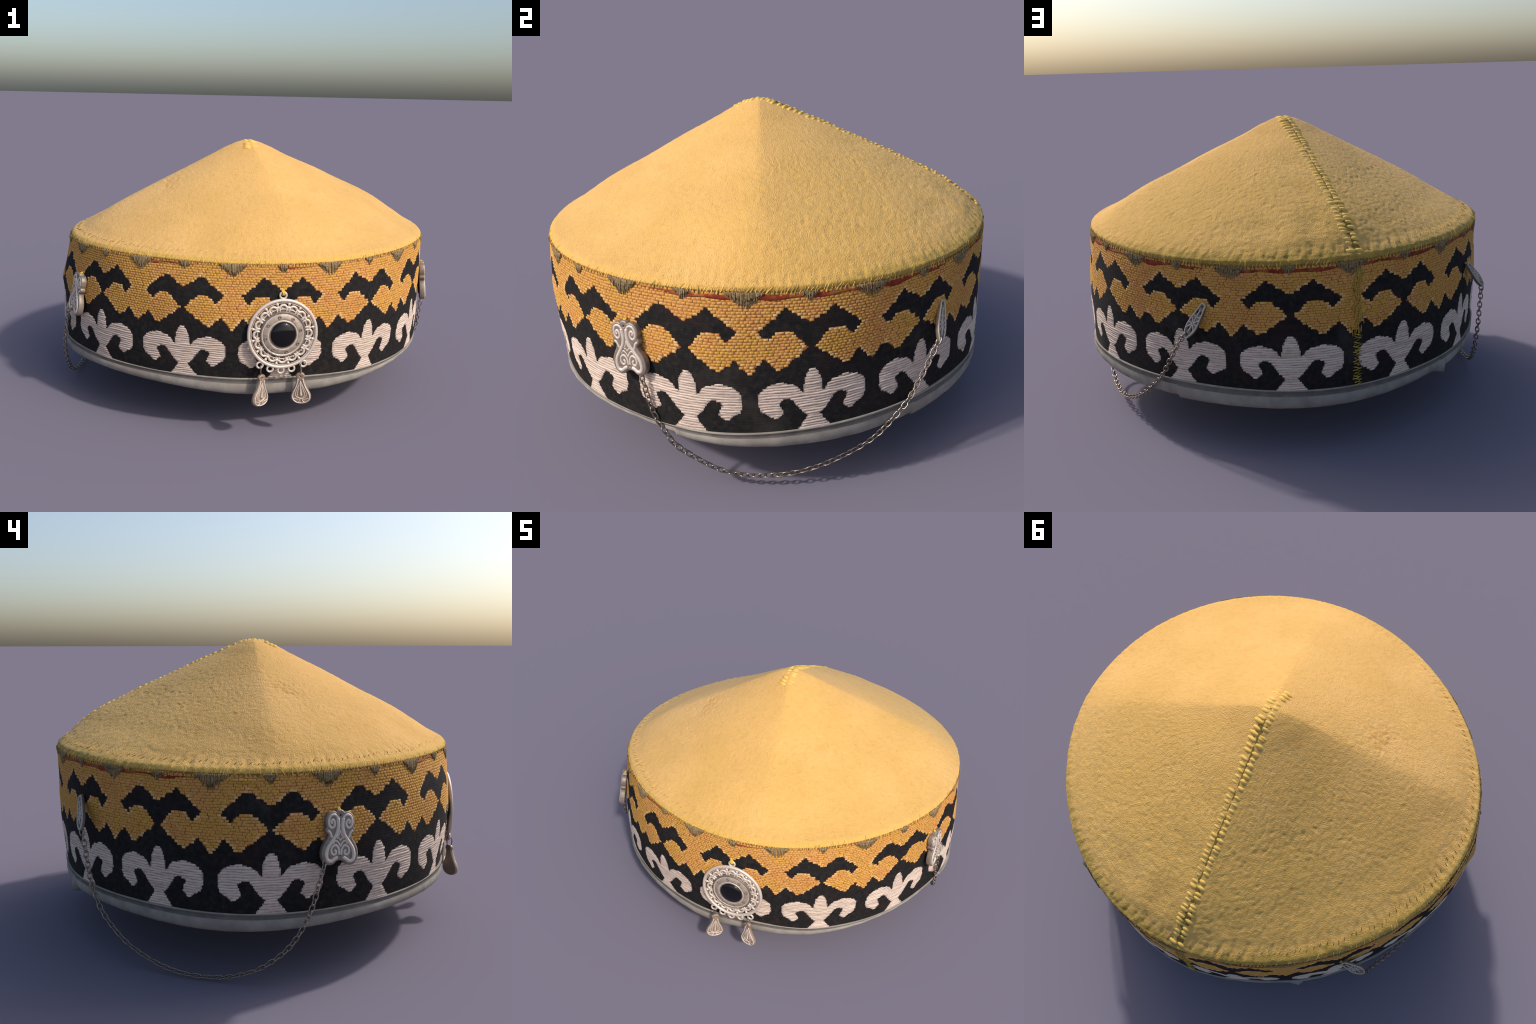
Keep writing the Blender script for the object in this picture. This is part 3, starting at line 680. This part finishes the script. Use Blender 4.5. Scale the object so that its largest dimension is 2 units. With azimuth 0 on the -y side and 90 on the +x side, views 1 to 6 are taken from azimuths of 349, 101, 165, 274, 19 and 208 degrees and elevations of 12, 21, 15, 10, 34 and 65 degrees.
# --- medallion
def build_medallion():
    y = Vector((0, .006, .19))
    M = frame((.009, -.931, .505), y, (0, -1, 0)) @ Matrix.Scale(1.09, 4)
    hub = bpy.data.objects.new("medallion", None); bpy.context.scene.collection.objects.link(hub); hub.parent = hat; hub.matrix_local = M
    S = Soup(); a = np.linspace(0, 2 * PI, 96, endpoint=False)
    ring = lambda R, r, z=0.0, m=0, k=10: S.tube(np.stack([R * np.cos(a), R * np.sin(a), 0 * a + z], -1), r, k, m, True, (0, 0, 1))
    ring(.1405, .0075, 0, 0, 12)
    o = S.make("outer_ring", SILVER, hub)
    S = Soup(); ring(.1045, .0024, .0015); ring(.1305, .0013, .003)
    for k in range(32):
        b = (k + .25) * 2 * PI / 32; d = np.array([math.cos(b), math.sin(b), 0]); v = np.linspace(-1, 1, 5)
        S.tube(d * .1095 + np.stack([v * 0, v * 0, v * .0022], -1) + [0, 0, .001], .0026 * np.sqrt(1.02 - v ** 2) + .0002, 6, 0, False, d)
    S.make("filigree_rings", SILVER, hub)
    # openwork between the rings: a wavy inner course, posts and small beads
    S = Soup(); wa = np.linspace(0, 2 * PI, 360, endpoint=False)
    wv = .1165 + .0045 * np.sign(np.cos(16 * wa)) * np.abs(np.cos(16 * wa)) ** .5
    S.tube(np.stack([wv * np.cos(wa), wv * np.sin(wa), 0 * wa + .001], -1), .0056, 7, 0, True, (0, 0, 1))
    for k in range(16):
        b = (k + .5) * 2 * PI / 16
        q = np.linspace(.100, .137, 5); d = np.array([math.cos(b), math.sin(b), 0])
        S.tube(q[:, None] * d + [0, 0, 0], .0046, 6)
        for s in (-.06, .06):
            e = np.array([math.cos(b + s), math.sin(b + s), 0]); S.tube(np.linspace(.094, .112, 4)[:, None] * e + [0, 0, .002], .0042, 6)
        v = np.linspace(-1, 1, 6)
        S.tube(d * .1265 + np.stack([v * 0, v * 0, v * .0055], -1) + [0, 0, .002], .0062 * np.sqrt(1.02 - v ** 2) + .0004, 8, 0, False, d)
    S.make("openwork_lace", SILVER, hub)
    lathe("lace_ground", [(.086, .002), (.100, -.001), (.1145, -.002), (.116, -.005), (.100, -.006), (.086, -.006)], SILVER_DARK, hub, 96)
    lathe("inner_plate", [(.0955, -.004), (.0965, .006), (.0945, .010), (.0905, .011), (.087, .008), (.085, .0065), (.083, .008), (.080, .0095), (.068, .012), (.062, .0125), (.0595, .010), (.058, .0125), (.0555, .0145), (.052, .014), (.050, .005)], SILVER, hub, 96)
    for k in range(8):
        b = math.radians(57 + 45 * k)
        t = torus_mesh("plate_circlet", .0052, .0021, SILVER_DARK, hub, n=16, k=6); t.location = (.0735 * math.cos(b), .0735 * math.sin(b), .0125)
    lathe("bezel_line", [(.0835, .0062), (.0828, .009), (.0820, .0062)], SILVER_DARK, hub, 96)
    q = np.linspace(0, PI / 2, 20)
    lathe("cabochon", [(.0535 * math.cos(t) + .00001, .012 + .017 * math.sin(t)) for t in q], STONE, hub, 72)
    # suspension loop and the row of loops along the lower edge
    t = torus_mesh("hanging_loop", .0135, .0045, SILVER, hub, n=24); t.location = (0, .161, -.002)
    for k, deg in enumerate((-36, -19, -2, 15, 34.5)):
        b = math.radians(deg - 90); R = .1545 + (.004 if abs(deg) > 30 else 0)
        t = torus_mesh("edge_loop", .0125, .0045, SILVER, hub, n=24); t.location = (R * math.cos(b), R * math.sin(b), 0)
    # a yellow thread ties the loop to the band
    S = Soup(); q = np.linspace(0, 1, 8)
    for dx in (-.004, 0, .004):
        S.tube(np.stack([dx + .002 * np.sin(q * 5), .162 + .022 * q, .008 * np.sin(PI * q) - .008 * q], -1), .0034, 6)
    S.make("tie_thread", YELLOW, hub)
    # drops
    for x, turn, dz in ((.0785, -18, .0), (-.0865, 32, .0)):
        jr = torus_mesh("jump_ring", .0105, .0022, STEEL, hub, ry=.023, n=28, k=8)
        jr.matrix_local = Matrix.Translation((x * 1.03, -.152, .003)) @ Matrix.Rotation(math.radians(72 + turn * .3), 4, 'Y')
        half = [(0, .016), (.009, .013), (.013, .003), (.0095, -.010), (.013, -.030), (.020, -.055), (.030, -.080), (.0345, -.100), (.031, -.118), (.018, -.131), (0, -.135)]
        full = half + [(-p, q2) for p, q2 in half[-2:0:-1]]
        drop = shape2d("pendant", full, [circle(0, .002, .0062)], .006, .0035, SILVER_DARK if False else PENDANT, hub)
        drop.matrix_local = Matrix.Translation((x, -.184, .003)) @ Matrix.Rotation(math.radians(turn), 4, 'Y') @ Matrix.Rotation(math.radians(3 if x > 0 else -4), 4, 'Z') @ Matrix.Diagonal((1.1, .86, 1.15, 1))
        S = Soup()
        rim = [(p * .93, q2 * .975 - .001) for p, q2 in half[3:]]
        for sgn in (1, -1):
            P2 = spline([(sgn * p, q2, .0072) for p, q2 in rim], 40); S.tube(P2, .0026, 6, flat=(0, 0, 1))
            for wdt in (.45, .72):
                P2 = spline([(sgn * .002, -.028, .0068), (sgn * .018 * wdt, -.06, .0068), (sgn * .029 * wdt, -.088, .0068), (sgn * .020 * wdt, -.104, .0068), (0, -.110, .0068)], 30)
                S.tube(P2, .0016, 5, flat=(0, 0, 1))
            P2 = spline([(0, -.110, .007), (sgn * .012, -.114, .007), (sgn * .030, -.108, .007)], 16); S.tube(P2, .0018, 5, flat=(0, 0, 1))
            P2 = spline([(sgn * .004, -.112, .007), (sgn * .006, -.121, .007), (sgn * .014, -.130, .007)], 12); S.tube(P2, .0018, 5, flat=(0, 0, 1))
        q = np.linspace(0, 1, 14)
        S.tube(np.stack([0 * q, -.022 - .072 * q, .008 + 0 * q], -1), .0018 + .003 * q ** 2, 8, flat=(0, 0, 1))
        S.make("pendant_filigree", SILVER, drop)
    return hub
build_medallion()

# --- clasps
def mirror(half): return half + [(-x, y) for x, y in half[::-1] if x > 1e-6]

def scroll_clasp(origin, y_axis, outward, chain_side):
    half = [(0, .013), (.009, .011), (.015, .004), (.022, .006), (.036, .005), (.049, -.007), (.0535, -.026), (.0505, -.047), (.0545, -.057), (.050, -.066),
            (.043, -.074), (.046, -.090), (.056, -.106), (.0655, -.126), (.068, -.146), (.063, -.167), (.048, -.181), (.031, -.180), (.015, -.168), (0, -.165)]
    out = half + [(-x, y) for x, y in half[-2:0:-1]]
    holes = [circle(0, -.003, .0075), circle(.045, -.158, .0058), circle(-.045, -.158, .0058), circle(0, -.153, .0062)]
    ob = shape2d("scroll_clasp", out, holes, .018, .005, SILVER_MID, hat)
    ob.matrix_local = frame(origin, y_axis, outward)
    S = Soup()
    lines = [([(.0105, -.014), (.0085, -.045), (.015, -.072), (.032, -.098), (.050, -.125), (.055, -.148), (.050, -.168), (.036, -.172), (.022, -.163), (.012, -.158)], .0064),
             ([(.0115, -.012), (.022, -.002), (.038, -.004), (.0465, -.020), (.044, -.042), (.033, -.050), (.024, -.042), (.024, -.028), (.032, -.020), (.038, -.027), (.034, -.034)], .0046),
             ([(.050, -.060), (.042, -.066), (.034, -.085)], .0045),
             ([(.004, -.148), (.007, -.126), (.018, -.114), (.031, -.119), (.036, -.135), (.029, -.148), (.019, -.146), (.017, -.136), (.023, -.131)], .0042),
             ([(0, -.118), (.008, -.104), (.017, -.097), (.026, -.101), (.027, -.109)], .0036),
             ([(0, -.058), (.005, -.074), (.013, -.086), (.006, -.088), (0, -.096)], .0034)]
    for pts, rad in lines:
        for sgn in (1, -1):
            P = spline([(sgn * x, y, .0105) for x, y in pts], 12 * len(pts)); S.tube(P, rad * 1.3, 8, flat=(0, 0, 1))
    b = np.array(out); b = np.vstack([b]) * [.965, .985]; b = b[::1]
    P = spline([(x, y, .0105) for x, y in np.vstack([b, b[:1]])], 200); S.tube(P, .0036, 7, flat=(0, 0, 1))
    S.make("scroll_relief", SILVER, ob)
    S = Soup(); q = np.linspace(0, 1, 7)
    for dx in (-.003, .003): S.tube(np.stack([dx + 0 * q, .006 + .016 * q, .012 * np.sin(PI * q) * (1 - q) + .006 - .012 * q], -1), .0036, 6)
    S.make("tie_thread", YELLOW, ob)

def lattice_clasp(origin, y_axis, outward):
    nar = Matrix.Diagonal((.78, .95, 1, 1))
    half = [(0, .013), (.010, .010), (.015, 0), (.0165, -.014), (.020, -.030), (.0225, -.048), (.0265, -.070), (.0285, -.092), (.026, -.115), (.0165, -.138), (.008, -.150), (0, -.153)]
    out = half + [(-x, y) for x, y in half[-2:0:-1]]
    holes = [circle(0, -.002, .0075)] + [circle(s * .0095, -.030, .006, .0105) for s in (1, -1)] + [circle(s * .0165, -.070, .0055, .008) for s in (1, -1)] \
        + [circle(s * .0105, -.108, .0055, .0125) for s in (1, -1)] + [circle(0, -.137, .0062)]
    ob = shape2d("lattice_clasp", out, holes, .007, .003, SILVER_DARK, hat)
    ob.matrix_local = frame(origin, y_axis, outward) @ nar
    S = Soup()
    for pts in ([(-.022, -.058), (0, -.084), (.024, -.112)], [(.022, -.058), (0, -.084), (-.024, -.112)], [(0, -.016), (0, -.05), (0, -.126)], [(-.025, -.084), (0, -.084), (.025, -.084)], [(-.019, -.048), (0, -.052), (.019, -.048)]):
        S.tube(spline([(x, y, .0055) for x, y in pts], 14), .0040, 6, flat=(0, 0, 1))
    b = np.array(out) * [.93, .99]; S.tube(spline([(x, y, .0055) for x, y in np.vstack([b, b[:1]])], 120), .0042, 6, flat=(0, 0, 1))
    S.make("lattice_relief", SILVER_SOFT, ob)
    S = Soup(); q = np.linspace(0, 1, 7)
    for dx in (-.003, .003): S.tube(np.stack([dx + 0 * q, .006 + .014 * q, .010 * np.sin(PI * q) * (1 - q) + .003 - .008 * q], -1), .0034, 6)
    S.make("tie_thread", YELLOW, ob)

rad = lambda d: (math.cos(math.radians(d)), math.sin(math.radians(d)), 0)
def place(deg, z, lift):
    t = np.array([math.radians(deg)]); r = band_radius(t, np.array([z]))[0] + lift; c = rad(deg); return (r * c[0], r * c[1], z)
top_a = place(-19.8, .663, .012); low_a = place(-18.6, .48, .026)
scroll_clasp(top_a, Vector(top_a) - Vector(low_a), rad(-18), 1)
top_d = place(-157.0, .652, .012); low_d = place(-157.8, .47, .026)
scroll_clasp(top_d, Vector(top_d) - Vector(low_d), rad(-158), -1)
lattice_clasp((.563, .772, .625), (-.070, .004, .112), (.62, .78, .2))
lattice_clasp((-.656, .671, .648), (.086, .022, .103), (-.70, .70, .25))

# ------------------------------------------------------------------ chains
def link_mesh():
    a = np.linspace(0, 2 * PI, 28, endpoint=False); S = Soup()
    hx, hy = .0092, .0145        # straight-sided oval
    c, s = np.cos(a), np.sin(a)
    S.tube(np.stack([hx * np.sign(c) * np.abs(c) ** .8, hy * np.sign(s) * np.abs(s) ** .8, 0 * a], -1), .0026, 8, 0, True, (0, 0, 1))
    o = S.make("chain_link", STEEL, None); me = o.data; bpy.data.objects.remove(o); return me
LINK = link_mesh()

def build_chain(points, pitch=.0222):
    hub = bpy.data.objects.new("hanging_chain", None); bpy.context.scene.collection.objects.link(hub); hub.parent = hat
    P = spline(points, 900); d = np.concatenate([[0], np.cumsum(np.linalg.norm(np.diff(P, axis=0), axis=1))])
    n = int(d[-1] / pitch); r = np.random.default_rng(4)
    for k in range(n + 1):
        s = d[-1] * k / n
        c = Vector([np.interp(s, d, P[:, i]) for i in range(3)])
        t = Vector([np.interp(min(s + .008, d[-1]), d, P[:, i]) - np.interp(max(s - .008, 0), d, P[:, i]) for i in range(3)]).normalized()
        out = Vector((c.x, c.y, 0)).normalized(); x = t.cross(out)
        if x.length < 1e-3: x = t.cross(Vector((0, 0, 1)))
        x.normalize(); z = x.cross(t)
        m = Matrix((x, t, z)).transposed().to_4x4()
        m = m @ Matrix.Rotation((PI / 2 if k % 2 else 0) + r.normal(0, .13) + .15, 4, 'Y'); m.translation = c
        o = bpy.data.objects.new("chain_link", LINK); bpy.context.scene.collection.objects.link(o); o.parent = hub; o.matrix_local = m

build_chain([(-.740, .652, .548), (-.747, .64, .50), (-.75, .629, .421), (-.752, .621, .365), (-.755, .611, .319), (-.759, .595, .268), (-.767, .575, .22), (-.778, .545, .176),
             (-.812, .47, .106), (-.85, .383, .060), (-.887, .285, .028), (-.915, .19, .015), (-.932, .099, .0145), (-.945, .034, .024), (-.956, -.029, .044), (-.965, -.091, .073),
             (-.974, -.179, .144), (-.979, -.222, .200), (-.981, -.257, .265), (-.977, -.280, .322), (-.967, -.297, .38), (-.958, -.312, .437), (-.950, -.326, .488)])
build_chain([(.945, -.279, .492), (.945, -.272, .45), (.944, -.266, .41), (.942, -.256, .357), (.944, -.243, .318), (.944, -.231, .287), (.943, -.212, .252), (.940, -.183, .197), (.930, -.115, .137),
             (.918, -.021, .078), (.911, .055, .058), (.900, .148, .054), (.885, .244, .063), (.865, .339, .088), (.838, .433, .126), (.808, .527, .179), (.772, .596, .238),
             (.735, .654, .302), (.703, .699, .382), (.672, .738, .462), (.645, .763, .512)])
